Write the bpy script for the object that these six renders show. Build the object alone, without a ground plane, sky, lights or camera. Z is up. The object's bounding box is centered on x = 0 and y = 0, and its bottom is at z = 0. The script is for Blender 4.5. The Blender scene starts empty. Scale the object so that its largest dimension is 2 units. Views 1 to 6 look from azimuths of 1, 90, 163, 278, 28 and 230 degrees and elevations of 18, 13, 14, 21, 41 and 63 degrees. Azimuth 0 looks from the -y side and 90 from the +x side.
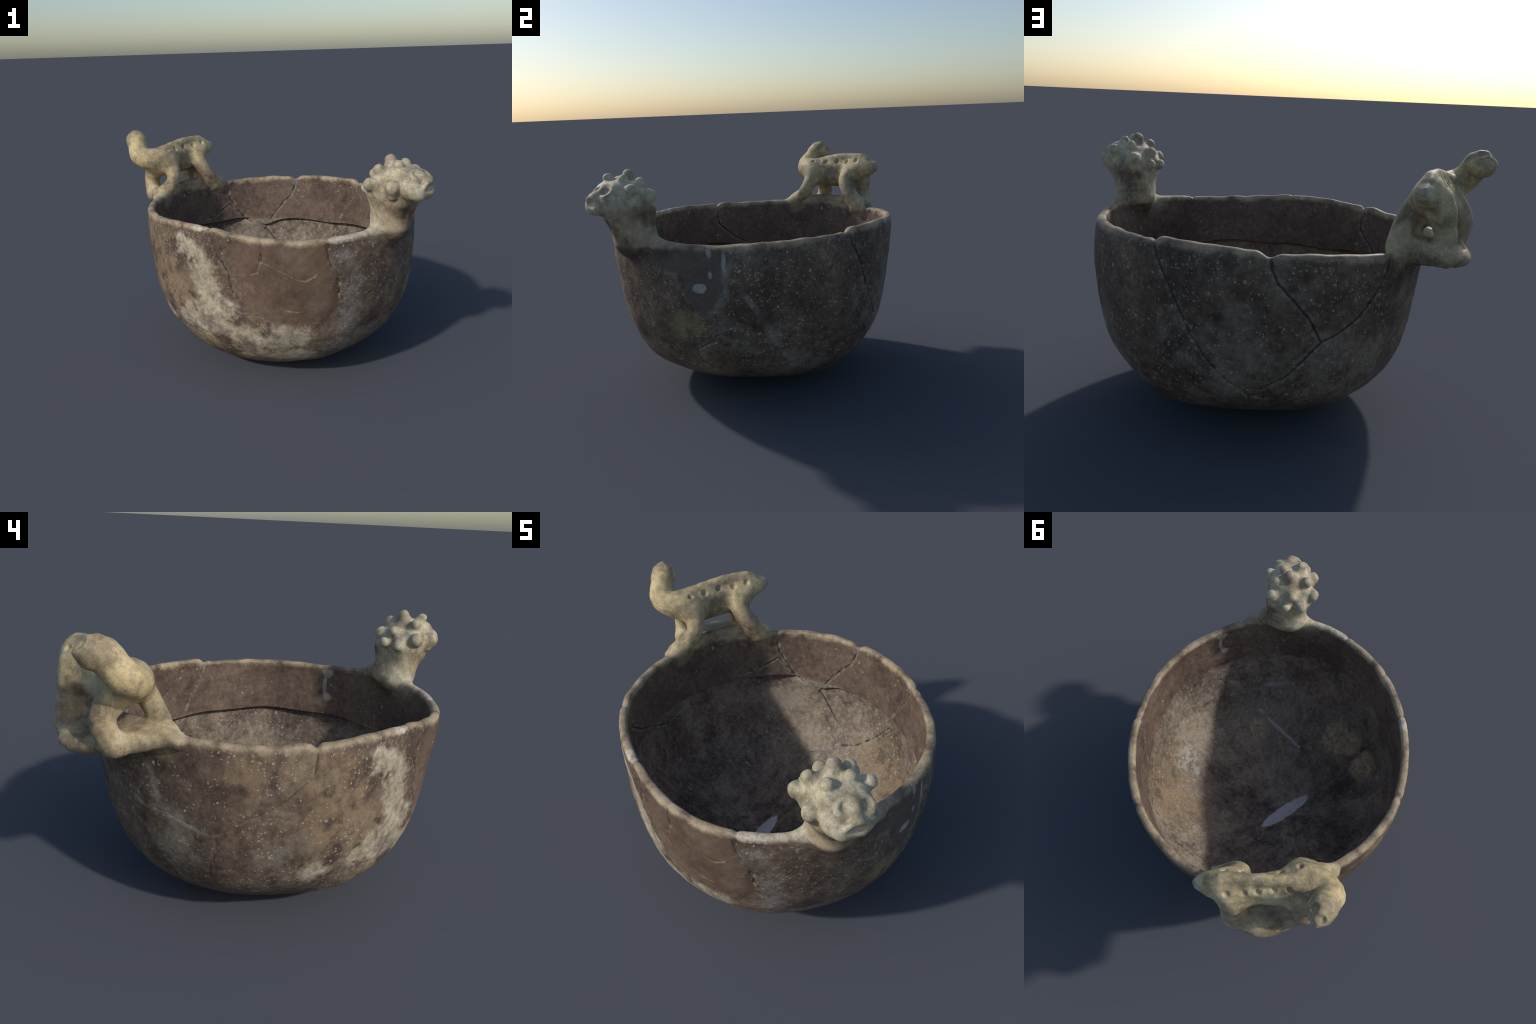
# A hand-built clay ritual bowl: round-bottomed bowl glued from sherds, a four-legged
# animal standing on a ledge at the rim and a knobbed human-like head opposite it.
# The vessel is described as one implicit solid (profile + limbs + knobs + grooves),
# meshed with surface nets and divided into named parts that share border vertices.
import bpy, math
import numpy as np

H = 0.006                      # mesh cell
ZC = 0.62                      # height of the polar centre of the bowl profile

# ------------------------------------------------------------------ bowl profile
CX, CY = 0.0911, 0.0090
TH = np.radians([-90, -70, -55, -40, -25, -10, 5, 20, 35])            # profile angles
RHO = np.array([.618, .6400, .6971, .7667, .8309, .8521, .8734, .9434, 1.0283])
# out-of-round terms: for k = 1..4, (cos, sin) x polynomial in profile height
OVAL = np.array([[[.016, .082, -.1439], [-.0095, -.0151, .0374]],
                 [[.0007, .0399, -.1146], [-.0158, -.0711, -.008]],
                 [[.0016, -.0307, .0256], [.0061, -.0419, .0421]],
                 [[-.0011, .0034, .0092], [.0012, .0025, .021]]])
RIM_Z0 = 1.0240
RIM_W = [(.0041, .0022), (.0039, .0086), (-.0028, -.0041), (-.0067, -.0066),
         (-.0002, .0057), (.0001, .0003), (.0031, 0.), (.0009, .002)]


# hand-made bulges and dents: azimuth, profile angle, height, spreads
BULGES = [(-146, 0, .020, 16, 13), (95, -64, .014, 25, 9), (-66, -33, .013, 12, 10), (-103, -31, -.015, 14, 10), (-162, -30, -.014, 14, 10),
          (35, -34, .017, 13, 11), (-140, -52, -.008, 25, 10), (0, -42, -.012, 18, 12), (80, -40, -.010, 16, 10), (5, 15, .009, 16, 14), (60, -54, -.007, 20, 9)]


def spline_matrix(x):
    n = len(x); h = np.diff(x); A = np.zeros((n, n)); B = np.zeros((n, n))
    A[0, 0] = 2*h[0]; A[0, 1] = h[0]; B[0, 0] = -6/h[0]; B[0, 1] = 6/h[0]
    A[-1, -1] = 1
    for i in range(1, n-1):
        A[i, i-1] = h[i-1]; A[i, i] = 2*(h[i-1]+h[i]); A[i, i+1] = h[i]
        B[i, i-1] = 6/h[i-1]; B[i, i] = -6/h[i-1]-6/h[i]; B[i, i+1] = 6/h[i]
    return np.linalg.solve(A, B)


M2 = spline_matrix(TH) @ RHO


def rho(ph, th):
    t = np.clip(th, TH[0], TH[-1]); i = np.clip(np.searchsorted(TH, t)-1, 0, len(TH)-2)
    h = TH[i+1]-TH[i]; a = (TH[i+1]-t)/h; b = 1-a
    v = a*RHO[i]+b*RHO[i+1]+((a**3-a)*M2[i]+(b**3-b)*M2[i+1])*h*h/6
    s = (th+np.pi/2)/(np.pi/2)-0.7; ct = np.cos(th)
    for k in range(4):
        c, q = OVAL[k]; w = ct**min(k+1, 2)
        v = v+w*((c[0]+s*(c[1]+s*c[2]))*np.cos((k+1)*ph)+(q[0]+s*(q[1]+s*q[2]))*np.sin((k+1)*ph))
    d, t = np.degrees(ph), np.degrees(th)
    for a, b, amp, sa, sb in BULGES:
        v = v+amp*np.exp(-(((d-a+180) % 360-180)/sa)**2-((t-b)/sb)**2)
    return v


def rim_z(ph):
    z = RIM_Z0
    for k, (a, b) in enumerate(RIM_W):
        z = z+a*np.cos((k+1)*ph)+b*np.sin((k+1)*ph)
    d = np.degrees(ph)
    z = z+.0022*np.sin(23*ph+1.)*np.sin(7*ph)+.0014*np.sin(37*ph+2.5*np.sin(5*ph))*np.sin(3*ph+.7)
    for c, w, dep in ((38.5, 1.6, .016), (77.5, 2.4, .022), (-157.2, 1.2, .018), (-73.4, .9, .008),
                      (-97, .8, .004), (-119.5, 1., .006)):                       # nicks where cracks meet the rim
        z = z-dep*np.exp(-((d-c)/w)**2)
    for c, w, dep in ((33., 5., -.006), (43, 4., .006), (72., 4., .004), (84., 4., -.004), (-162., 4., .005)):
        z = z+dep*np.exp(-((d-c)/w)**2)
    return z


def sstep(a, b, x):
    t = np.clip((x-a)/(b-a), 0, 1); return t*t*(3-2*t)


def smin(a, b, k):
    h = np.clip(.5+.5*(b-a)/k, 0, 1); return b+(a-b)*h-k*h*(1-h)


def smax(a, b, k):
    return -smin(-a, -b, k)


def polar(deg_ph, deg_th, off=0.):
    ph, th = math.radians(deg_ph), math.radians(deg_th)
    r = float(rho(np.array([ph]), np.array([th]))[0])-off
    return np.array([CX+r*math.cos(th)*math.cos(ph), CY+r*math.cos(th)*math.sin(ph), ZC+r*math.sin(th)])


# ------------------------------------------------------------------ cracks between sherds (azimuth, profile angle)
CRACKS = {
    'A': [(38.3, 27), (41.5, 20.5), (45.2, 14.7), (49.0, 7.4), (52.8, -.3), (59.1, -9.4), (65.2, -16.2), (71.6, -21.8), (78, -24)],
    'B': [(77.6, 26), (78.2, 21.5), (80.4, 17), (85.5, 12), (90.3, 6.5), (94.8, -1.3)],
    'C': [(115.6, 21.1), (113.7, 15.4), (110.9, 11.2), (106.3, 5.4), (99.3, .5), (94.8, -1.3)],
    'D': [(94.8, -1.3), (90.8, -6.1), (84.8, -13.3), (76.6, -19)],
    'G': [(-15.2, -7.1), (-17.7, -9.9), (-24.1, -13.6), (-24.7, -16.6), (-23.8, -20.9), (-19.6, -25)],
    'H': [(-157.3, 27), (-157.2, 21.3), (-157.7, 16.6), (-163.3, 12), (-165.4, 10.1), (-170.3, 7.1), (-176.2, 3.6),
          (179.2, .1), (173.8, -2.6)],
    'H2': [(173.8, -2.6), (169.8, -2.2), (163.7, .3), (157, 1.8), (150.7, 2.1), (146.1, 3.7)],
    'I': [(173.8, -2.6), (173.9, -7.9), (171.7, -14.3), (170.7, -21), (173.1, -27.3)],
    'K': [(-119.8, 27), (-116.9, 20.5), (-114.9, 16.5), (-110.7, 11), (-110.3, 6.2), (-109.7, 3), (-107, 0)],
    'L': [(-96.7, 26), (-97.1, 16.2)],
    'M': [(-73.2, 26), (-73.9, 17.7), (-72.9, 14.2), (-69.6, 10.3), (-69, 3.5)],
    'F': [(-3.6, 7.2), (1, -1.1), (4.4, -8), (9.4, -16.1), (13.9, -23.6)],
    'P': [(-138, -17), (-131.4, -19.3), (-123.6, -20.4), (-117.7, -24.3), (-109, -31.6)],
}
INNER = {
    'b': [(76.2, -23.4), (93, -31.7), (112.5, -37.9), (133.7, -37)],
    'd': [(114.8, 13.1), (108.4, 7.4), (102.6, 1.8), (95.1, -2)],
    'e': [(114.8, 13.1), (123.6, 8.9), (135.3, 6.9), (143.8, 4.6), (151.6, 2.7), (170.4, 2.2)],
    'f': [(174, -8), (172.6, -14.7), (172.2, -25.5), (-179, -31.4)],
    'g': [(14.9, -41.7), (-14.1, -52), (-54.6, -50.1), (-79.9, -39.9)],
    'h': [(-33.1, -29.6), (-38.3, -34.7), (-44.6, -39.2), (-63, -46.7)],
    'i': [(-14.9, -7.7), (-26.3, -16.3), (-39, -17.1), (-52.5, -16)],
    'j': [(107.6, -51.8), (127.7, -64.6), (-162.6, -65), (-124.1, -41.7)],
}
THROUGH = 'ABCDHK'
DEPTH = {'A': .013, 'B': .014, 'C': .013, 'D': .008, 'G': .010, 'H': .008, 'H2': .003, 'I': .005, 'K': .008, 'L': .006,
         'M': .006, 'F': .004, 'P': .009}


def crack_paths():
    out, inn = [], []
    for k, pts in CRACKS.items():
        out.append((np.array([polar(a, t) for a, t in pts]), DEPTH[k]))
        if k in THROUGH:
            inn.append((np.array([polar(a, t, .05 if t > 5 else .02) for a, t in pts]), .008))
    for k, pts in INNER.items():
        inn.append((np.array([polar(a, t, .05 if t > 5 else .02) for a, t in pts]), .006))
    return out, inn


OUT_CRACKS, IN_CRACKS = crack_paths()


def seg_dist(P, a, b):
    ab = b-a; h = np.clip(((P-a) @ ab)/(ab @ ab), 0, 1)
    return np.linalg.norm(P-a-h[:, None]*ab, axis=1)


def groove(P, paths):
    g = np.zeros(len(P))
    wob = .004*np.sin(P @ np.array([47., 71., 53.]))+.003*np.sin(P @ np.array([-113., 61., 97.]))
    for pts, dep in paths:
        lo, hi = pts.min(0)-.05, pts.max(0)+.05
        m = np.where(((P > lo) & (P < hi)).all(1))[0]
        if not len(m): continue
        d = np.full(len(m), 9.)
        for a, b in zip(pts[:-1], pts[1:]):
            d = np.minimum(d, seg_dist(P[m], a, b))
        d = np.abs(d+wob[m])
        g[m] = np.maximum(g[m], dep*np.exp(-(d/.0075)**2)+dep*.22*np.exp(-(d/.02)**2))
    return g


def bowl(P):
    x, y, z = P[:, 0]-CX, P[:, 1]-CY, P[:, 2]-ZC
    r = np.hypot(x, y); ph = np.arctan2(y, x); th = np.arctan2(z, r)
    d = np.degrees(ph)
    F = np.sqrt(r*r+z*z)-rho(ph, th)
    bump = (.0022*np.sin(11*P[:, 0]+7*P[:, 2]+1)*np.sin(9*P[:, 1]-6*P[:, 2])
            + .0012*np.sin(31*P[:, 0]-17*P[:, 2])*np.sin(29*P[:, 1]+19*P[:, 2])
            + .0006*np.sin(83*P[:, 0]+41*P[:, 1])*np.sin(77*P[:, 2]+37*P[:, 1]))
    F = F+bump
    wall = np.abs(z) < .6
    zs = .692+.012*np.sin(3*ph+1)+.006*np.sin(11*ph)-.05*np.exp(-((d-95)/6)**2)+.03*np.exp(-((d+152)/12)**2)
    amt = 1-np.exp(-((d-101)/5)**2)
    up = sstep(zs-.008, zs+.004, P[:, 2])
    low = .021
    upt = .050+.024*np.exp(-((d+110)/15)**2)+.018*np.exp(-((d-138)/16)**2)+.022*np.exp(-((d+43)/15)**2)+.016*np.exp(-((d-42)/16)**2)
    upt = .050+(upt-.050)*sstep(1.0, .90, P[:, 2])
    thick = low+(upt-low)*np.where(P[:, 2] > .5, np.maximum(up, (1-amt)*sstep(zs-.15, zs, P[:, 2])), 0)
    gz = sstep(.60, .75, P[:, 2])
    F = smax(F, .002-P[:, 2], .02)                      # it rests on a slightly flattened base
    fo = F+groove(P, OUT_CRACKS)*(.55+.45*gz)
    fi = -(F+thick)+groove(P, IN_CRACKS)*(.4+.6*gz)
    zr = rim_z(ph)
    w = smax(fo, fi, .004)
    # half-round lip
    rr = .022
    mid = np.maximum(fo, fi)+rr; top = P[:, 2]-zr+rr
    lip = np.hypot(np.maximum(mid, 0), np.maximum(top, 0))+np.minimum(np.maximum(mid, top), 0)-rr
    return np.where(P[:, 2] > .9, lip, w), F, thick, zr


# ------------------------------------------------------------------ limbs and knobs
V = np.array


def chain(P, pts, k=0., sub=3):
    """tapered limb along a smooth curve through (x, y, z, radius) points"""
    p = V(pts, float)
    if len(p) > 2 and sub > 1:
        q = np.vstack([2*p[0]-p[1], p, 2*p[-1]-p[-2]]); out = []
        for n in range(1, len(q)-2):
            for t in np.arange(sub)/sub:
                out.append(.5*(2*q[n]+(q[n+1]-q[n-1])*t+(2*q[n-1]-5*q[n]+4*q[n+1]-q[n+2])*t*t
                               + (3*q[n]-q[n-1]-3*q[n+1]+q[n+2])*t**3))
        p = V(out+[p[-1]])
    d = None
    for a, b in zip(p[:-1], p[1:]):
        ab = b[:3]-a[:3]
        h = np.clip(((P-a[:3]) @ ab)/(ab @ ab), 0, 1)
        w = P-a[:3]-h[:, None]*ab
        e = np.sqrt((w*w).sum(1))-(a[3]+(b[3]-a[3])*h)
        d = e if d is None else (smin(d, e, k) if k else np.minimum(d, e))
    return d


def ellipsoid(P, c, axes, rad):
    """axes: 3x3 rows, rad: 3 semi-axes"""
    q = (P-V(c)) @ V(axes).T/V(rad)
    n = np.linalg.norm(q, axis=1)
    return (n-1)*np.min(rad)*.5+(n-1)*np.mean(rad)*.5


ANIMAL = {
    'tail': [(-.48, .81, 1.280, .068), (-.450, .845, 1.280, .052), (-.411, .886, 1.289, .026)],
    'torso': [(-.503, .786, 1.275, .064), (-.620, .657, 1.265, .057), (-.722, .495, 1.250, .074)],
    'neck': [(-.735, .46, 1.250, .082), (-.82, .422, 1.264, .068), (-.882, .430, 1.287, .063), (-.903, .475, 1.330, .065)],
    'head': [(-.908, .49, 1.362, .063), (-.918, .525, 1.386, .064), (-.932, .553, 1.388, .057)],
    'foreleg': [(-.69, .475, 1.235, .060), (-.648, .430, 1.165, .045), (-.655, .384, 1.09, .041), (-.715, .328, 1.03, .044),
                (-.755, .265, 1.0, .030)],
    'foreleg_outer': [(-.77, .495, 1.22, .066), (-.820, .548, 1.14, .051), (-.832, .560, 1.07, .048), (-.822, .525, .985, .047)],
    'hindleg': [(-.498, .745, 1.245, .062), (-.480, .685, 1.19, .050), (-.428, .694, 1.11, .047), (-.372, .745, 1.02, .046)],
    'hindleg_outer': [(-.54, .80, 1.24, .068), (-.570, .815, 1.14, .050), (-.588, .824, 1.06, .046), (-.588, .838, .985, .044)],
}
LEDGE = V([(-.705, .30), (-.84, .47), (-.849, .566), (-.833, .611), (-.816, .672), (-.789, .743), (-.767, .774), (-.73, .812),
           (-.663, .845), (-.60, .868), (-.54, .87), (-.38, .785), (-.31, .76), (-.455, .665), (-.56, .565), (-.645, .434)])
OUTW = V([-.82, .57, 0.])
KNOBS = [(.715, -.680, 1.426), (.739, -.810, 1.409), (.811, -.701, 1.402), (.621, -.765, 1.377), (.558, -.776, 1.282),
         (.690, -.892, 1.278), (.887, -.635, 1.344), (.771, -.601, 1.376), (.623, -.622, 1.326), (.757, -.540, 1.287),
         (.636, -.568, 1.245), (.563, -.660, 1.236)]
SKULL = V([.739, -.720, 1.247])
FW, SD = V([.70, -.714, 0.]), V([.714, .70, 0.])
FACE_AX = [FW, SD, V([0, 0, 1.])]
EYES = [(.838, -.836, 1.338), (.905, -.780, 1.331)]
HOLES = [(-.687, .462, 1.318), (-.638, .548, 1.316), (-.584, .626, 1.325), (-.515, .690, 1.321), (-.462, .756, 1.327)]
HOLES_OUT = [(-.556, .821, 1.317), (-.605, .753, 1.304), (-.645, .699, 1.300), (-.689, .634, 1.306), (-.740, .575, 1.308)]















def poly_dist(P, poly):
    d = np.full(len(P), 9.); s = np.ones(len(P))
    n = len(poly)
    for i in range(n):
        a, b = poly[i], poly[i-1]
        e = b-a; w = P[:, :2]-a
        h = np.clip((w @ e)/(e @ e), 0, 1)
        d = np.minimum(d, np.linalg.norm(w-h[:, None]*e, axis=1))
        c1 = P[:, 1] >= a[1]; c2 = P[:, 1] < b[1]; c3 = e[0]*w[:, 1] > e[1]*w[:, 0]
        s = np.where((c1 & c2 & c3) | (~c1 & ~c2 & ~c3), -s, s)
    return d*s


def animal_parts(P):
    R = {k: chain(P, v, .02) for k, v in ANIMAL.items()}
    # ledge the outer feet stand on: rises toward the bowl, rounded below
    sdist = P @ OUTW
    top = 1.060-.33*np.maximum(sdist-.835, -.02); bot = .90+.15*np.maximum(sdist-.95, 0)+.062*np.minimum(np.abs((P-V([-.66, .68, 0])) @ V([.57, .82, 0]))/.22, 1.3)**2
    zc, hz = (top+bot)/2, (top-bot)/2
    r = .034
    a, b = poly_dist(P, LEDGE)+r, np.abs(P[:, 2]-zc)-hz+r
    R['ledge'] = np.hypot(np.maximum(a, 0), np.maximum(b, 0))+np.minimum(np.maximum(a, b), 0)-r
    return R


def animal(P, dimples=None):
    R = animal_parts(P)
    body = smin(R['torso'], R['tail'], .03)
    body = smin(body, smin(R['neck'], R['head'], .02), .035)
    crest = chain(P, [(-.475, .825, 1.330, .025), (-.507, .775, 1.354, .027), (-.61, .655, 1.350, .026), (-.70, .555, 1.328, .024),
                      (-.787, .50, 1.29, .022)])
    body = smin(body, crest, .045)
    for k in ('foreleg', 'foreleg_outer', 'hindleg', 'hindleg_outer'):
        body = smin(body, R[k], .055)
    # flank hanging low between the outer legs, and webs that close the arches to small openings
    skirt = chain(P, [(-.57, .80, 1.19, .052), (-.632, .674, 1.182, .050), (-.765, .545, 1.18, .056)])
    body = smin(body, skirt, .05)
    body = smin(body, chain(P, [(-.545, .735, 1.195, .048), (-.605, .648, 1.190, .054), (-.695, .525, 1.19, .060)]), .035)
    web = np.minimum(chain(P, [(-.59, .845, .985, .034), (-.475, .79, .98, .032), (-.37, .755, .995, .034)]),
                     chain(P, [(-.82, .52, .98, .036), (-.78, .42, .985, .034), (-.72, .325, 1.01, .036)]))
    body = smin(body, web, .045)
    panel = ellipsoid(P, (-.540, .735, 1.13), [V([.62, -.78, 0]), V([.78, .62, 0]), V([0, 0, 1.])], (.095, .032, .14))
    panel = smax(panel, -chain(P, [(-.43, .875, 1.09, .118), (-.545, .73, 1.075, .029), (-.60, .66, 1.10, .055)], sub=1), .03)
    body = smin(body, panel, .03)
    body = smin(body, R['ledge'], .035)
    if dimples is None: return body
    for c, r in dimples:                                                     # two rows of pressed dimples
        body = smax(body, -(np.linalg.norm(P-c, axis=1)-r), .009)
    for c in ((-.900, .570, 1.453), (-.967, .582, 1.437)):                     # hollow eyes
        body = smax(body, -(np.linalg.norm(P-V(c), axis=1)-.025), .012)
    body = smin(body, chain(P, [(-.938, .555, 1.44, .010), (-.955, .600, 1.392, .012)]), .02)
    return body


def horned_head_parts(P):
    R = {}
    R['neck'] = chain(P, [(.742, -.700, 1.16, .102), (.740, -.690, 1.10, .100), (.732, -.680, 1.03, .112)], .02)
    R['neck'] = smin(R['neck'], chain(P, [tuple(V([.758, -.617, 1.0])-SD*.18)+(.022,), (.752, -.652, 1.05, .080), tuple(V([.758, -.617, 1.0])+SD*.18)+(.022,)]), .05)
    R['neck'] = smin(R['neck'], np.minimum(chain(P, [(.655, -.715, 1.228, .074), (.712, -.695, 1.10, .084)], sub=1),
                                     chain(P, [(.755, -.610, 1.20, .068), (.745, -.655, 1.08, .088)], sub=1)), .04)
    R['skull'] = ellipsoid(P, SKULL+SD*.012, FACE_AX, (.130, .138, .128))
    c = V([.838, -.812, 1.262])
    face = chain(P, [tuple(c-SD*.062)+(.055,), tuple(c+SD*.076)+(.055,)])
    face = smin(face, chain(P, [tuple(V([.80, -.770, 1.322])-SD*.055)+(.045,), tuple(V([.80, -.770, 1.322])+SD*.055)+(.045,)]), .06)
    face = smin(face, chain(P, [tuple(V([.864, -.838, 1.240])-SD*.035)+(.043,), tuple(V([.864, -.838, 1.240])+SD*.035)+(.043,)]), .04)
    # throat tapering from the jaw into the neck
    throat = chain(P, [tuple(V([.776, -.757, 1.180])-SD*.045)+(.052,), (.728, -.692, 1.06, .054)], sub=1)
    throat = np.minimum(throat, chain(P, [tuple(V([.776, -.757, 1.180])+SD*.045)+(.052,), (.738, -.684, 1.06, .054)], sub=1))
    throat = np.minimum(throat, chain(P, [(.850, -.750, 1.222, .052), (.766, -.684, 1.09, .066)], sub=1))
    R['face'] = smin(face, throat, .04)
    for i, t in enumerate(KNOBS):
        t = V(t); dr = t-SKULL; dr /= np.linalg.norm(dr)
        big = (1.1, .95, 1.0, 1.05, 1.3, 1.2, 1.1, 1.05, 1.05, 1.25, 1.0, 1.05)[i]
        r = .030*big; tip = t-dr*r; base = SKULL+dr*.10
        R['knob%d' % i] = chain(P, [tuple(base)+(.049*big,), tuple(tip)+(r,)], sub=1)
        if i in (5, 9):                                      # ear-like knobs have a second, lower lobe
            R['knob%d' % i] = smin(R['knob%d' % i], chain(P, [tuple(tip)+(r,), tuple(tip-dr*.018-V([0, 0, .040]))+(.030,)]), .015)
    return R


def horned_head(P, parts=None):
    R = parts or horned_head_parts(P)
    f = smin(R['neck'], R['skull'], .04)
    f = smin(f, R['face'], .045)
    for i in range(len(KNOBS)):
        f = smin(f, R['knob%d' % i], .015)
    n = V([.46, -.44, .77])
    for e in EYES:
        e = V(e); q = P-e
        rad = np.linalg.norm(q-np.outer(q @ n, n), axis=1)
        ring = np.hypot(rad-.032, q @ n+.016)-.008
        f = smin(f, ring, .014)
        f = smax(f, -(np.linalg.norm(q-n*.019, axis=1)-.030), .012)
    # arched upper lip over a cupped mouth
    m = V([.899, -.866, 1.266])
    f = smax(f, -ellipsoid(P, m+FW*.018-V([0, 0, .004]), FACE_AX, (.028, .050, .026)), .012)
    m = m-FW*.010
    lip = chain(P, [tuple(m-SD*.058-FW*.012-V([0, 0, .010]))+(.009,), tuple(m-SD*.03+V([0, 0, .024]))+(.012,),
                    tuple(m+FW*.002+V([0, 0, .034]))+(.013,), tuple(m+SD*.03+V([0, 0, .024]))+(.012,),
                    tuple(m+SD*.058-FW*.012-V([0, 0, .010]))+(.009,)])
    f = smin(f, lip, .016)
    nose = chain(P, [(.858, -.798, 1.336, .016), (.878, -.834, 1.306, .017)])
    f = smin(f, nose, .035)
    return f


def press_dimples():
    """find the skin along a slanting ray through each planned dimple"""
    out = []
    for row, side in ((HOLES, -1), (HOLES_OUT, 1)):
        n = OUTW*side*.66+V([0, 0, .75])
        for h, r in zip(row, (.0165, .018, .018, .0165, .018)):
            ray = V(h)+n*np.linspace(.08, -.06, 281)[:, None]
            hit = np.where(animal(ray) < 0)[0]
            if len(hit): out.append((ray[hit[0]]+n*.004, r))
    return out


DIMPLES = press_dimples()
BOX_A = (V([-1.05, .12, .80]), V([-.25, 1.0, 1.55]))
BOX_H = (V([.40, -1.02, .90]), V([1.02, -.40, 1.50]))


def inside(P, box):
    return np.where(((P > box[0]) & (P < box[1])).all(1))[0]


def field(P):
    f = bowl(P)[0]
    lump = .0016*np.sin(P @ V([53., 31., 47.]))*np.sin(P @ V([-37., 59., 29.]))+.0009*np.sin(P @ V([121., -87., 67.]))
    m = inside(P, BOX_A)
    if len(m):
        f[m] = smin(f[m], animal(P[m], DIMPLES)+lump[m], .025)
    m = inside(P, BOX_H)
    if len(m):
        f[m] = smin(f[m], horned_head(P[m])+lump[m], .045)
    return f


# ------------------------------------------------------------------ surface nets on a sparse grid
def surface_nets():
    lo = V([-1.08, -1.08, -.03]); n = np.array([432, 432, 312])
    n = (n*.005/H).astype(int)//4*4
    B = 4
    nb = n//B
    cc = (np.stack(np.meshgrid(*[np.arange(k) for k in nb], indexing='ij'), -1).reshape(-1, 3)*B+B/2)*H+lo
    fc = np.concatenate([field(c) for c in np.array_split(cc, 8)])
    act = np.abs(fc) < B*H*.87*1.35+.006
    G = np.where(fc > 0, 1., -1.).astype(np.float32).reshape(nb).repeat(B, 0).repeat(B, 1).repeat(B, 2)
    idx = np.stack(np.unravel_index(np.where(act)[0], nb), -1)*B
    off = np.stack(np.meshgrid(*[np.arange(B)]*3, indexing='ij'), -1).reshape(-1, 3)
    I = (idx[:, None]+off).reshape(-1, 3)
    vals = np.concatenate([field(lo+c*H) for c in np.array_split(I, 24)])
    G[I[:, 0], I[:, 1], I[:, 2]] = vals
    S = G < 0
    mixed = np.zeros(np.array(S.shape)-1, np.int8)
    for o in off[np.all(off < 2, axis=1)]:
        mixed += S[o[0]:S.shape[0]-1+o[0], o[1]:S.shape[1]-1+o[1], o[2]:S.shape[2]-1+o[2]]
    cells = np.stack(np.where((mixed > 0) & (mixed < 8)), -1)
    vid = np.full(mixed.shape, -1, np.int32); vid[tuple(cells.T)] = np.arange(len(cells))
    acc = np.zeros((len(cells), 3)); cnt = np.zeros(len(cells))
    corners = [np.array(c) for c in np.ndindex(2, 2, 2)]
    for c in corners:
        for ax in range(3):
            if c[ax]: continue
            d = c.copy(); d[ax] = 1
            a = G[tuple((cells+c).T)]; b = G[tuple((cells+d).T)]
            m = (a < 0) != (b < 0)
            t = a[m]/(a[m]-b[m])
            acc[m] += c+(d-c)*t[:, None]; cnt[m] += 1
    verts = lo+(cells+acc/cnt[:, None])*H
    quads = []
    for ax in range(3):
        sl0 = [slice(1, -1)]*3; sl1 = [slice(1, -1)]*3
        sl0[ax] = slice(0, -1); sl1[ax] = slice(1, None)
        a, b = S[tuple(sl0)], S[tuple(sl1)]
        e = np.stack(np.where(a != b), -1); flip = a[tuple(e.T)]
        base = e+1; base[:, ax] -= 1
        u, w = (ax+1) % 3, (ax+2) % 3
        q = []
        for du, dw in ((-1, -1), (0, -1), (0, 0), (-1, 0)):
            c = base.copy(); c[:, u] += du; c[:, w] += dw
            q.append(vid[tuple(c.T)])
        q = np.stack(q, -1); q[~flip] = q[~flip][:, ::-1]
        quads.append(q)
    return verts, np.concatenate(quads)


TET = V([[1, 1, 1], [1, -1, -1], [-1, 1, -1], [-1, -1, 1.]])/math.sqrt(3)


verts, quads = surface_nets()
f4 = [np.concatenate([field(c+t*.0016) for c in np.array_split(verts, 12)]) for t in TET]
g = sum(f[:, None]*t for f, t in zip(f4, TET))*.75/.0016
n2 = np.maximum((g*g).sum(1), .15)
verts -= g*np.clip(sum(f4)/4/n2, -.003, .003)[:, None]
normals = g/np.maximum(np.linalg.norm(g, axis=1), 1e-6)[:, None]
shift = verts[:, 2].min()

# the lower wall is thinner than the mesh cell: push its inner skin out to the true thickness
b, F, thick, zr = bowl(verts)
c0 = V([CX, CY, ZC]); away = verts-c0
away /= np.linalg.norm(away, axis=1)[:, None]
thin = (-F/thick > .62)*sstep(.72, .66, verts[:, 2])
verts += away*(thin*.0115)[:, None]

# ------------------------------------------------------------------ divide into named parts
depth = -F/thick                                    # 0 outside skin .. 1 inside skin
part = np.where(depth > .62, 1, 0)                  # 0 outer wall, 1 inner wall
part = np.where((part == 1) & (verts[:, 2] < .675), 2, part)
part = np.where(verts[:, 2] > zr-.022, 3, part)     # rim
NAMES = {0: 'outer_wall', 1: 'inner_wall', 2: 'inner_floor', 3: 'rim'}
m = inside(verts, BOX_A); RA = animal_parts(verts[m]); ka = list(RA)
D = np.stack([RA[k] for k in ka], -1); best = D.argmin(1)
own = D.min(1) < b[m]+.004
for i, k in enumerate(ka):
    NAMES[10+i] = k
    part[m[own & (best == i)]] = 10+i
m = inside(verts, BOX_H); RH = horned_head_parts(verts[m]); kh = list(RH)
D = np.stack([RH[k]-(.004 if k.startswith('knob') else 0) for k in kh], -1); best = D.argmin(1)
own = D.min(1) < b[m]+.004
for i, k in enumerate(kh):
    NAMES[40+i] = k
    part[m[own & (best == i)]] = 40+i
fp = np.sort(part[quads], axis=1)
fpart = np.where(fp[:, 1] == fp[:, 2], fp[:, 1], fp[:, 2])
PART_NAMES = {'foreleg_outer': 'foreleg', 'hindleg_outer': 'hindleg', 'ledge': 'ledge', 'skull': 'scalp'}

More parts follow.
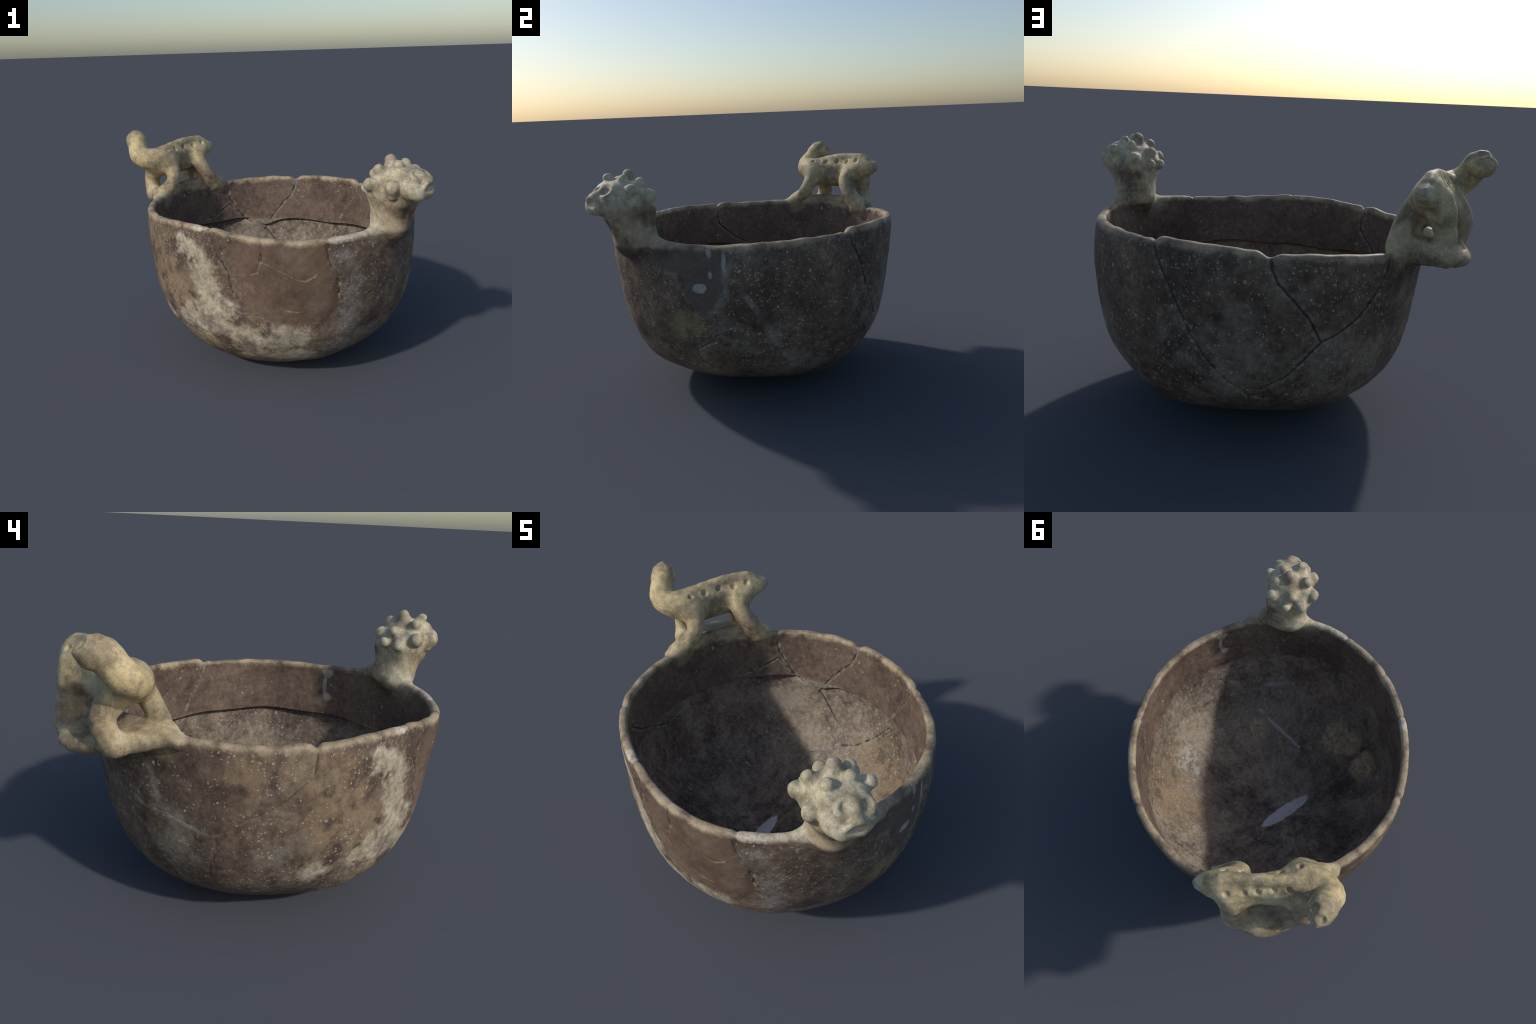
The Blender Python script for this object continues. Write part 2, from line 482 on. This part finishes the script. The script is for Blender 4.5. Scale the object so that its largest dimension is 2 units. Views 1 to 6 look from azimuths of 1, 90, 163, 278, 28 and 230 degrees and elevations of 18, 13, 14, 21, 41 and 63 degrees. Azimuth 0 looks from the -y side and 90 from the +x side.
verts[:, 2] -= shift

# ---MAT-BEGIN
# ------------------------------------------------------------------ materials
class Net:
    """small helper to write node maths; everything is driven by object position"""
    def __init__(self, name):
        self.mat = bpy.data.materials.new(name); self.mat.use_nodes = True
        self.t = self.mat.node_tree; self.bsdf = self.t.nodes['Principled BSDF']
        self.pos = self.new('ShaderNodeTexCoord').outputs['Object']

    def new(self, typ, **kw):
        n = self.t.nodes.new(typ)
        for k, v in kw.items(): setattr(n, k, v)
        return n

    def put(self, sock, v):
        if isinstance(v, bpy.types.NodeSocket): self.t.links.new(v, sock)
        else: sock.default_value = v

    def math(self, op, a, b=0., c=0., clamp=False):
        n = self.new('ShaderNodeMath', operation=op, use_clamp=clamp)
        for s, v in zip(n.inputs, (a, b, c)): self.put(s, v)
        return n.outputs[0]

    def vec(self, op, a, b=(0, 0, 0), scale=None):
        n = self.new('ShaderNodeVectorMath', operation=op)
        self.put(n.inputs[0], a); self.put(n.inputs[1], b)
        if scale is not None: self.put(n.inputs['Scale'], scale)
        return n.outputs['Value'] if op in ('LENGTH', 'DISTANCE', 'DOT_PRODUCT') else n.outputs[0]

    def step(self, x, a, b, lo=0., hi=1.):
        n = self.new('ShaderNodeMapRange', interpolation_type='SMOOTHSTEP')
        for s, v in zip(n.inputs[:5], (x, a, b, lo, hi)): self.put(s, v)
        return n.outputs[0]

    def noise(self, scale, detail=4., rough=.55, vec=None, color=False):
        n = self.new('ShaderNodeTexNoise'); self.put(n.inputs['Vector'], vec or self.pos)
        n.inputs['Scale'].default_value = scale; n.inputs['Detail'].default_value = detail
        n.inputs['Roughness'].default_value = rough
        return n.outputs['Color' if color else 'Fac']

    def mix(self, f, a, b, mode='MIX'):
        n = self.new('ShaderNodeMix', data_type='RGBA', blend_type=mode)
        self.put(n.inputs[0], f)
        for s, v in ((n.inputs[6], a), (n.inputs[7], b)):
            self.put(s, v if isinstance(v, bpy.types.NodeSocket) else (*v, 1))
        return n.outputs[2]

    def ramp(self, f, stops):
        n = self.new('ShaderNodeValToRGB'); self.put(n.inputs[0], f)
        e = n.color_ramp.elements
        while len(e) < len(stops): e.new(.5)
        for el, (p, c) in zip(e, stops): el.position = p; el.color = (*c, 1)
        return n.outputs[0]

    def top(self, *xs):
        r = xs[0]
        for x in xs[1:]: r = self.math('MAXIMUM', r, x)
        return r

    def warp(self, amt, scale, detail=3.):
        sep = self.new('ShaderNodeSeparateColor'); self.put(sep.inputs[0], self.noise(scale, detail, .6, color=True))
        comb = self.new('ShaderNodeCombineXYZ')
        for i in range(3): self.put(comb.inputs[i], self.math('MULTIPLY_ADD', sep.outputs[i], amt, -.5*amt))
        return self.vec('ADD', self.pos, comb.outputs[0])

    def call(self, tree, **kw):
        g = self.new('ShaderNodeGroup'); g.node_tree = tree
        for k, v in kw.items(): self.put(g.inputs[k], v)
        return g.outputs[0]

    def blob(self, p, c, r, soft=.6, prev=0.):
        """1 inside a patch of radius r (a number, or three half-sizes) around c, fading at its edge"""
        r = r if isinstance(r, tuple) else (r, r, r)
        return self.call(PATCH, P=p, Centre=tuple(c), Inverse=tuple(1/k for k in r), Inner=1-soft*.5, Outer=1+soft*.5, Prev=prev)

    def blobs(self, p, items, soft=.6):
        out = 0.
        for c, r in items: out = self.blob(p, c, r, soft, out)
        return out

    def line(self, p, *paths):
        """distance to the nearest of some polylines"""
        out = 9.
        for pts in paths:
            for a, b in zip(pts[:-1], pts[1:]):
                ab = b-a
                out = self.call(SEGMENT, P=p, Start=tuple(a), Along=tuple(ab), Unit=tuple(ab/float(ab @ ab)), Prev=out)
        return out

    def specks(self, scale, r0, r1, share, p=None):
        """scattered mineral grains of varying size; share = how many cells carry one"""
        v = self.new('ShaderNodeTexVoronoi', feature='F1'); self.put(v.inputs['Vector'], p or self.pos)
        v.inputs['Scale'].default_value = scale
        sep = self.new('ShaderNodeSeparateColor'); self.t.links.new(v.outputs['Color'], sep.inputs[0])
        rad = self.math('MULTIPLY_ADD', sep.outputs[0], r1-r0, r0)
        on = self.step(sep.outputs[1], self.math('SUBTRACT', share, .03), share, 1., 0.)
        d = self.math('SUBTRACT', v.outputs['Distance'], rad)
        return self.math('MULTIPLY', self.step(d, -.10, .06, 1., 0.), self.math('MULTIPLY', on, self.math('MULTIPLY_ADD', sep.outputs[2], .5, .5)))


def group_tree(name, inputs):
    """empty node group with named inputs; returns the tree, its input sockets and a Net to build with"""
    t = bpy.data.node_groups.new(name, 'ShaderNodeTree')
    for k, typ in inputs: t.interface.new_socket(k, in_out='INPUT', socket_type=typ)
    t.interface.new_socket('Out', in_out='OUTPUT', socket_type='NodeSocketFloat')
    n = Net.__new__(Net); n.t = t
    gi = t.nodes.new('NodeGroupInput')
    return t, {k: gi.outputs[k] for k, _ in inputs}, n


FV, FF = 'NodeSocketVector', 'NodeSocketFloat'
PATCH, I, n = group_tree('patch', [('P', FV), ('Centre', FV), ('Inverse', FV), ('Inner', FF), ('Outer', FF), ('Prev', FF)])
d = n.vec('LENGTH', n.vec('MULTIPLY', n.vec('SUBTRACT', I['P'], I['Centre']), I['Inverse']))
d = n.math('MAXIMUM', n.step(d, I['Inner'], I['Outer'], 1., 0.), I['Prev'])
PATCH.links.new(d, PATCH.nodes.new('NodeGroupOutput').inputs[0])
SEGMENT, I, n = group_tree('segment', [('P', FV), ('Start', FV), ('Along', FV), ('Unit', FV), ('Prev', FF)])
w = n.vec('SUBTRACT', I['P'], I['Start'])
h = n.math('MINIMUM', n.math('MAXIMUM', n.vec('DOT_PRODUCT', w, I['Unit']), 0.), 1.)
d = n.vec('LENGTH', n.vec('SUBTRACT', w, n.vec('SCALE', I['Along'], scale=h)))
SEGMENT.links.new(n.math('MINIMUM', d, I['Prev']), SEGMENT.nodes.new('NodeGroupOutput').inputs[0])


def rim_mask(n, wobble):
    """pale, rubbed clay along the lip: height above the undulating rim line"""
    sep = n.new('ShaderNodeSeparateXYZ'); n.put(sep.inputs[0], n.pos)
    ph = n.math('ARCTAN2', n.math('SUBTRACT', sep.outputs[1], CY), n.math('SUBTRACT', sep.outputs[0], CX))
    z = RIM_Z0
    for k, (a, b) in enumerate(RIM_W[:5]):
        z = n.math('ADD', z, n.math('MULTIPLY', n.math('SINE', n.math('MULTIPLY_ADD', ph, k+1., math.atan2(a, b))), math.hypot(a, b)))
    h = n.math('SUBTRACT', sep.outputs[2], z)
    return n.step(n.math('ADD', h, wobble), -.046, -.012), sep, ph


def pts_of(key, off=None):
    """crack path on the outer skin, sunk by off, or on the inner skin when off is 1"""
    src = CRACKS.get(key) or INNER[key]
    return [polar(a, t, (.047 if t > 5 else .009) if off == 1 else (off or 0.)) for a, t in src]


def clay(kind):
    n = Net('clay_'+kind)
    n1 = n.noise(2.2, 4, .6); n2 = n.noise(8., 4, .62); n3 = n.noise(34., 3, .6); n4 = n.noise(120., 1, .6)
    fine = n.math('MULTIPLY_ADD', n3, .5, n.math('MULTIPLY', n4, .5))
    wp = n.warp(.10, 6., 4.); wl = n.warp(.022, 22., 2.); wm = n.warp(.05, 14., 3.); wc = n.warp(.010, 28., 2.); wr = n.warp(.020, 70., 1.)
    tone = n.math('MULTIPLY_ADD', n1, .45, n.math('MULTIPLY_ADD', n2, .4, n.math('MULTIPLY', n3, .22)))
    tone = n.math('MULTIPLY_ADD', tone, 1.45, -.235)
    rimw = n.math('MULTIPLY_ADD', n2, .05, -.025)
    rim, sep, ph = rim_mask(n, rimw)
    x, y, z = sep.outputs
    CREAM = (.50, .41, .27); CHALK = (.47, .44, .39)
    if kind == 'outside':
        col = n.ramp(tone, [(.34, (.060, .043, .034)), (.48, (.108, .075, .056)), (.58, (.150, .106, .076)), (.72, (.235, .172, .120))])
        # one restored sherd on the sunny side is smooth, even brown
        clean = n.blobs(wm, [((-.03, -.90, .86), (.24, .14, .17)), ((.20, -.90, .82), (.20, .16, .20)), ((.14, -.87, .62), (.27, .14, .14))], .3)
        brown = n.ramp(n2, [(.3, (.105, .068, .048)), (.7, (.165, .110, .076))])
        col = n.mix(clean, col, brown)
        # tan weathering, olive tinge, blue-grey bloom
        tan = n.blobs(wp, [((-.62, -.43, .80), .17), ((-.58, -.45, .62), .18), ((-.74, -.21, .93), .09), ((-.44, -.60, .60), .10),
                           ((-.76, -.02, .86), .10), ((-.65, -.36, .80), .12)], 1.1)
        tan = n.math('MULTIPLY', tan, n.step(n2, .38, .58))
        col = n.mix(n.math('MULTIPLY', tan, .8), col, (.265, .185, .112))
        ochre = n.blobs(wp, [((.13, -.68, .18), (.20, .14, .09)), ((-.10, -.63, .165), .10), ((.82, -.29, .28), .14), ((.91, -.38, .56), .10), ((-.37, -.57, .28), .08)], 1.)
        col = n.mix(n.math('MULTIPLY', ochre, n.step(n2, .40, .56, .25, .9)), col, (.27, .21, .115))
        haze = n.blobs(wp, [((.40, .77, .47), .22), ((.34, .82, .68), .13), ((.02, .84, .52), .13), ((.17, .89, .90), .10), ((-.24, .73, .34), .15),
                            ((.62, .66, .53), .12), ((.95, -.12, .50), .13), ((.80, .30, .28), .16), ((.97, .06, .52), .06), ((-.70, .27, .49), .13),
                            ((.97, .03, .99), .10), ((-.67, -.2, .44), .16)], 1.2)
        haze = n.math('MAXIMUM', haze, n.step(n.noise(3.0, 3), .50, .72, 0., .55))
        haze = n.math('MULTIPLY', haze, n.step(n2, .36, .62))
        col = n.mix(n.math('MULTIPLY', haze, .62), col, (.215, .200, .158))
        # smooth filler patch beside the head with a chalky border and a chip
        vee = n.blobs(wl, [((.91, -.44, .97), (.12, .13, .10)), ((.96, -.28, .96), (.12, .15, .11)), ((.97, -.29, .82), (.14, .115, .14)), ((.97, -.30, .74), (.1, .085, .09))], .25)
        edge = n.blobs(wm, [((.91, -.44, .97), (.15, .16, .13)), ((.96, -.28, .96), (.15, .18, .14)), ((.97, -.29, .80), (.17, .145, .17)), ((.97, -.30, .73), (.13, .11, .12))], .4)
        edge = n.math('MULTIPLY', n.math('MAXIMUM', n.math('SUBTRACT', edge, vee), 0.), n.step(n2, .40, .60))
        col = n.mix(n.math('MULTIPLY', edge, .65), col, (.27, .26, .23))
        col = n.mix(vee, col, n.ramp(n2, [(.3, (.110, .086, .070)), (.7, (.150, .120, .098))]))
        chip = n.blob(wl, (.962, -.305, .785), (.06, .040, .028), .15)
        col = n.mix(chip, col, (.36, .35, .32))
        chalk = n.blobs(wl, [((.967, -.245, .985), (.05, .014, .03)), ((.974, -.24, .86), (.03, .012, .02)), ((.985, -.165, .93), (.05, .012, .06))], .7)
        col = n.mix(n.math('MULTIPLY', chalk, .8), col, (.36, .36, .34))
        # grey and pale lime crusts on the sunny side
        grey = n.blobs(wm, [((.43, -.87, .87), (.07, .08, .07)), ((.49, -.84, .73), (.07, .08, .10)), ((.49, -.81, .58), (.075, .08, .10)),
                            ((.49, -.77, .45), (.085, .08, .09)), ((.61, -.67, .36), (.12, .10, .05)), ((.42, -.73, .30), (.10, .10, .06))], .6)
        col = n.mix(n.math('MULTIPLY', grey, n.step(n2, .34, .60, .2, .85)), col, n.ramp(fine, [(.35, (.150, .128, .108)), (.65, (.285, .255, .220))]))
        pale = n.blobs(wp, [((-.49, -.585, .90), .075), ((-.44, -.62, .88), .07), ((-.37, -.685, .80), .10), ((-.36, -.68, .70), .10), ((-.32, -.69, .61), .11),
                            ((-.23, -.74, .55), .09), ((-.31, -.69, .48), .12), ((-.38, -.62, .42), .10), ((-.35, -.66, .53), .10), ((-.24, -.70, .43), .08),
                            ((-.14, -.74, .37), .09), ((-.06, -.77, .34), .10), ((.08, -.81, .37), .12), ((.10, -.77, .28), .11), ((.20, -.81, .38), .08),
                            ((-.12, -.70, .27), .10), ((-.47, -.54, .42), .09), ((-.60, -.33, .38), .09), ((-.44, -.57, .50), .08),
                            ((-.02, -.70, .22), (.22, .12, .08)), ((.22, -.72, .24), .10)], 1.25)
        crust = n.math('ADD', n.math('MULTIPLY', pale, .95), n.math('MULTIPLY_ADD', n2, 1.5, n.math('MULTIPLY_ADD', n3, .9, -1.22)))
        crust = n.math('MULTIPLY', n.step(crust, .22, 1.12), n.math('SUBTRACT', 1., n.math('MULTIPLY', clean, .93)))
        pcol = n.ramp(n.math('MULTIPLY_ADD', n.noise(11., 4, .65), 1.25, -.125), [(.30, (.20, .165, .125)), (.42, (.30, .265, .215)), (.52, (.42, .345, .235)), (.62, (.46, .40, .31)), (.74, (.55, .52, .45))])
        col = n.mix(crust, col, pcol)
        dense = n.step(n.noise(3.6, 4, .65), .36, .64, .06, .85)
        nospeck = n.top(clean, vee)
        sp = n.top(n.specks(34., .08, .31, n.math('MULTIPLY', dense, .40), wr), n.specks(72., .12, .42, n.math('MULTIPLY', dense, .75), wr),
                   n.specks(19., .05, .17, .16, wr))
        sp = n.math('MULTIPLY', sp, n.math('SUBTRACT', 1., nospeck))
        col = n.mix(n.math('MULTIPLY', sp, .82), col, n.mix(n1, (.40, .34, .25), (.52, .48, .40)))
        seams = n.line(wl, pts_of('L2'), pts_of('N'), pts_of('P2'))
        flecks = n.step(n.line(wm, pts_of('M2')), .012, .003)
        pale_line = n.math('MULTIPLY', n.step(seams, .0075, .001), n.step(n.noise(13., 4, .7), .40, .60, .15, 1.))
        pale_line = n.top(pale_line, n.math('MULTIPLY', flecks, n.step(n3, .48, .58)))
        col = n.mix(n.math('MULTIPLY', pale_line, .75), col, (.36, .275, .165))
        bloom = n.line(wl, *[pts_of(k) for k in ('F', 'G3', 'G', 'H2', 'Jf')])
        col = n.mix(n.math('MULTIPLY', n.step(bloom, .028, .004), n.step(n2, .40, .62, .1, .7)), col, (.30, .285, .25))
        dark = n.line(wc, *[pts_of(k, .006) for k in 'ABCD'])  # groove shadow painted as dark lines along the cracks
        faint = n.line(wc, *[pts_of(k, .004) for k in 'KLMG'], pts_of('H', .004)[:5])
        col = n.mix(n.math('MULTIPLY', n.step(dark, .030, .012), n.step(n3, .42, .62, .05, .40)), col, (.27, .245, .20))
        col = n.mix(n.math('MULTIPLY', n.step(dark, .0095, .003), n.step(n2, .25, .5, .45, .85)), col, (.030, .024, .020))
        col = n.mix(n.math('MULTIPLY', n.step(faint, .0075, .002), n.step(n2, .3, .55, .30, .75)), col, (.040, .031, .025))
    else:
        floor = n.step(z, .695, .672)
        col = n.ramp(tone, [(.36, (.088, .062, .048)), (.52, (.140, .096, .073)), (.72, (.205, .146, .108))])
        col = n.mix(floor, col, n.ramp(tone, [(.34, (.080, .063, .053)), (.45, (.145, .114, .092)), (.54, (.215, .170, .132)), (.68, (.34, .28, .215))]))  # floor tones lightened to match the skylit shade inside the bowl
        tan = n.blobs(wp, [((.45, .61, .25), .17), ((.45, .51, .18), .15), ((.66, .40, .30), .20), ((.55, .55, .40), .18)], 1.1)
        col = n.mix(n.math('MULTIPLY', tan, n.step(n2, .38, .6, .15, .75)), col, (.275, .195, .115))
        lump = n.blobs(wp, [((.15, -.66, .19), (.12, .11, .12)), ((.03, -.70, .22), (.08, .09, .10)), ((-.16, -.62, .23), (.10, .10, .11)), ((.60, -.28, .15), (.08, .08, .07))], .6)
        col = n.mix(n.math('MULTIPLY', lump, .9), col, n.ramp(n3, [(.3, (.27, .22, .13)), (.7, (.56, .48, .30))]))
        soot = n.blobs(wp, [((.03, -.44, .07), (.12, .14, .08)), ((-.13, -.45, .10), .11)], 1.)
        col = n.mix(n.math('MULTIPLY', soot, .4), col, (.035, .028, .026))
        haze = n.blobs(wp, [((-.37, -.62, .44), .14), ((.08, -.79, .38), .13), ((-.2, -.72, .42), .12), ((.80, -.31, .30), .10), ((.81, -.41, .38), .09), ((.3, -.7, .3), .1)], 1.1)
        col = n.mix(n.math('MULTIPLY', haze, n.step(n2, .40, .62, .1, .65)), col, (.22, .215, .19))
        white = n.blobs(wm, [((.74, .26, .22), (.09, .07, .09)), ((.70, .33, .235), .07), ((.62, .28, .16), .05), ((.87, -.1, .40), .05)], 1.2)
        col = n.mix(n.math('MULTIPLY', white, n.step(n3, .40, .60, .1, .8)), col, (.40, .37, .31))
        dense = n.step(n.noise(3.4, 4, .65), .36, .62, .10, .95)
        dense = n.math('MULTIPLY', dense, n.math('MULTIPLY_ADD', floor, .85, .15))
        sp = n.top(n.specks(32., .10, .33, n.math('MULTIPLY', dense, .5), wr), n.specks(68., .12, .42, n.math('MULTIPLY', dense, .9), wr))
        col = n.mix(n.math('MULTIPLY', sp, .78), col, (.46, .40, .32))
        flake = n.blobs(wl, [((-.315, .435, .165), (.045, .016, .04)), ((-.275, .455, .165), (.04, .016, .04)), ((-.215, .375, .11), (.03, .05, .04))], .3)
        col = n.mix(n.math('MULTIPLY', flake, .8), col, (.40, .38, .38))
        col = n.mix(n.blob(wl, (-.300, .462, .178), .017, .4), col, (.02, .017, .015))
        # pale lilac floor patch, colour brightened for baked-in light; and a filled crack
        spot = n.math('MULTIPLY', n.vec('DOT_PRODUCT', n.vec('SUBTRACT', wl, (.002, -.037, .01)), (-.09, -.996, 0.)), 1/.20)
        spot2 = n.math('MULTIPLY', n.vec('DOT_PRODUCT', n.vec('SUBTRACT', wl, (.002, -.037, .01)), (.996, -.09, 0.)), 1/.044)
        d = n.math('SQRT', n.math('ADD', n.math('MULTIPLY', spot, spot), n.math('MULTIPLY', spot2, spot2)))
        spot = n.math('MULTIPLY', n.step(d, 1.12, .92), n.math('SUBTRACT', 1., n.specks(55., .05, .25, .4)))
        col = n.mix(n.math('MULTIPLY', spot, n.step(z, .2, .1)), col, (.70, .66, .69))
        fill = n.math('MULTIPLY', n.step(n.line(wl, pts_of('h', 1)), .017, .008), n.step(n2, .36, .50))
        fill = n.top(fill, n.math('MULTIPLY', n.step(n.line(wl, pts_of('i', 1), pts_of('g', 1)), .026, .004), n.step(n2, .46, .62, 0., .7)))
        col = n.mix(n.math('MULTIPLY', fill, .85), col, (.52, .50, .50))
        plaster = n.blobs(wl, [((.913, -.265, .975), (.04, .035, .035)), ((.917, -.255, .88), (.04, .014, .07)), ((.90, -.275, .81), (.04, .03, .03))], .4)
        col = n.mix(n.math('MULTIPLY', plaster, .85), col, (.36, .34, .29))
        dark = n.line(wc, *[pts_of(k, 1) for k in ('A', 'B', 'C', 'D', 'H', 'b', 'd', 'e', 'j', 'g')])
        col = n.mix(n.math('MULTIPLY', n.step(dark, .026, .007), n.step(n3, .40, .60, .10, .55)), col, (.30, .265, .20))
        col = n.mix(n.math('MULTIPLY', n.step(dark, .008, .003), n.step(n2, .25, .5, .4, .8)), col, (.028, .022, .018))
    # rubbed lip
    rimcol = n.ramp(n2, [(.30, (.20, .15, .10)), (.46, (.33, .255, .165)), (.62, (.45, .355, .235)), (.74, (.50, .43, .32))])
    rubbed = n.math('MULTIPLY', rim, n.step(n2, .30, .54, .35, .92))
    col = n.mix(rubbed, col, rimcol)
    white = n.blobs(wm, [((.42, -.87, 1.0), (.10, .05, .025)), ((-.36, -.67, 1.03), (.07, .05, .02)), ((.62, -.79, 1.02), (.06, .05, .03)), ((.55, -.82, 1.01), (.08, .05, .02))], .7)  # bright highlights on the rim, painted on as white patches
    col = n.mix(n.math('MULTIPLY', white, n.step(n3, .36, .58, .25, .9)), col, (.52, .47, .39))
    # figures: buff, lightly polished clay, brown and speckled where they meet the bowl
    wf = wm
    beast = n.top(n.step(n.line(wf, [V([-.44, .86, 1.29]), V([-.60, .65, 1.29]), V([-.73, .47, 1.27]), V([-.89, .42, 1.31]), V([-.94, .55, 1.42])]), .20, .11),
                  n.step(n.line(wf, [V([-.72, .48, 1.2]), V([-.645, .39, 1.1]), V([-.735, .315, 1.04])]), .10, .04, 0., .85),
                  n.math('MULTIPLY', n.step(n.line(wf, [V([-.83, .53, 1.1]), V([-.83, .53, .97]), V([-.73, .33, 1.0])]), .11, .05), .55),
                  n.math('MULTIPLY', n.step(n.line(wf, [V([-.82, .60, .97]), V([-.76, .76, .96]), V([-.60, .85, .98]), V([-.38, .77, 1.0])]), .11, .05), .55),
                  n.math('MULTIPLY', n.step(n.line(wf, [V([-.60, .83, 1.2]), V([-.60, .84, 1.0])]), .11, .05), .55),
                  n.math('MULTIPLY', n.step(n.line(wf, [V([-.46, .69, 1.2]), V([-.38, .74, 1.03])]), .09, .04), .45))
    face = n.top(n.blob(wf, (.715, -.70, 1.335), (.235, .235, .150), .45), n.blob(wf, (.87, -.83, 1.27), .125, .35), n.blob(wf, (.60, -.64, 1.22), .13, .7),
                 n.math('MULTIPLY', n.blob(wf, (.60, -.70, 1.08), (.12, .12, .12), 1.), .7))
    mott = n.math('MULTIPLY_ADD', n2, .9, n.math('MULTIPLY', fine, .12))
    buff = n.ramp(mott,
                  [(.32, (.25, .195, .115)), (.45, (.40, .325, .185)), (.56, (.52, .425, .245)), (.70, (.60, .51, .33))])
    bone = n.ramp(mott,
                  [(.32, (.26, .215, .145)), (.44, (.42, .365, .245)), (.56, (.53, .475, .335)), (.70, (.62, .575, .45))])
    col = n.mix(n.math('MULTIPLY', beast, n.step(n2, .22, .42, .72, 1.)), col, buff)
    gold = n.math('MULTIPLY', n.blob(wf, (-.90, .44, 1.32), .16, 1.), n.step(n.noise(16.), .40, .65, 0., .55))
    col = n.mix(gold, col, (.64, .46, .22))
    tip = n.blob(wf, (-.405, .895, 1.295), .042, .5)
    col = n.mix(n.math('MULTIPLY', tip, .45), col, (.54, .52, .44))
    col = n.mix(n.math('MULTIPLY', face, n.step(n2, .25, .45, .75, 1.)), col, bone)
    bowlonly = n.top(beast, face)
    stain = n.math('MULTIPLY', n.step(n.noise(6.5, 5, .72), .47, .64, 0., .70), bowlonly)
    col = n.mix(stain, col, (.225, .180, .125))
    fsp = n.math('MULTIPLY', n.specks(48., .08, .28, .14, wl), n.math('MULTIPLY', bowlonly, .5))
    col = n.mix(fsp, col, (.60, .54, .42))
    pit = n.math('MULTIPLY', n.specks(40., .06, .22, .10, wf), .35)
    col = n.mix(pit, col, (.10, .075, .05))
    # fine clay grain
    g = n.step(fine, .34, .66, .84, 1.14)
    gc = n.new('ShaderNodeCombineColor')
    for s in gc.inputs: n.put(s, g)
    col = n.mix(1., col, gc.outputs[0], 'MULTIPLY')
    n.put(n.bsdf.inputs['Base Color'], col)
    n.put(n.bsdf.inputs['Roughness'], n.step(n2, .3, .7, .46, .74))
    n.bsdf.inputs['Specular IOR Level'].default_value = .28
    bump = n.new('ShaderNodeBump'); bump.inputs['Strength'].default_value = .28; bump.inputs['Distance'].default_value = .006
    n.put(bump.inputs['Height'], n.math('MULTIPLY_ADD', n3, .6, n.math('MULTIPLY_ADD', n4, .35, n.math('MULTIPLY', n2, .5))))
    n.t.links.new(bump.outputs[0], n.bsdf.inputs['Normal'])
    return n.mat


CRACKS['L2'] = [(-96.4, 15.8), (-90, 12.6), (-84.7, 9.7), (-81.1, 8.6), (-78.5, 9.8), (-73.8, 14.6)]
CRACKS['N'] = [(-97.1, 16.2), (-98.5, 11.5), (-107.9, 10.5)]
CRACKS['P2'] = [(-83.6, -3.8), (-90.2, -2.8), (-99.2, -4.7), (-104.7, -5.9)]
CRACKS['M2'] = [(-72.9, 14.2), (-69.6, 10.3), (-69, 3.5), (-67.2, -4.6), (-66.4, -12.5)]
CRACKS['G3'] = [(-15.2, -7.1), (-12.8, -9.2), (-6.8, -9.3)]
CRACKS['Jf'] = [(152.7, 15.1), (154.5, 10.4), (155.5, 4), (157, 1.8)]
mat_out = clay('outside')
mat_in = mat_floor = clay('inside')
# ---MAT-END

root = bpy.data.objects.new('clay_bowl', None)
bpy.context.scene.collection.objects.link(root)
root['label'] = 'brown clay bowl with standing animal and knobbed head on its rim'
root['category'] = 'pottery bowl'


def group_empty(name):
    e = bpy.data.objects.new(name, None); bpy.context.scene.collection.objects.link(e)
    e.parent = root
    return e


grp_animal = group_empty('standing_animal')
grp_head = group_empty('knobbed_head')
for pid in sorted(set(fpart.tolist())):
    name = NAMES[pid]
    q = quads[fpart == pid]
    used, inv = np.unique(q, return_inverse=True)
    q = inv.reshape(q.shape)
    base = 'knob' if name.startswith('knob') else PART_NAMES.get(name, name)
    me = bpy.data.meshes.new(base)
    me.vertices.add(len(used)); me.vertices.foreach_set('co', verts[used].astype(np.float32).ravel())
    me.loops.add(q.size); me.loops.foreach_set('vertex_index', q.astype(np.int32).ravel())
    me.polygons.add(len(q))
    me.polygons.foreach_set('loop_start', np.arange(0, q.size, 4, dtype=np.int32))
    me.update(calc_edges=True); me.validate()
    me.polygons.foreach_set('use_smooth', np.ones(len(q), bool))
    me.normals_split_custom_set_from_vertices(normals[used].astype(np.float32))
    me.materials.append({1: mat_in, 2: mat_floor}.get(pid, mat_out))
    ob = bpy.data.objects.new(base, me); bpy.context.scene.collection.objects.link(ob)
    ob.parent = root if pid < 10 else (grp_animal if pid < 40 else grp_head)
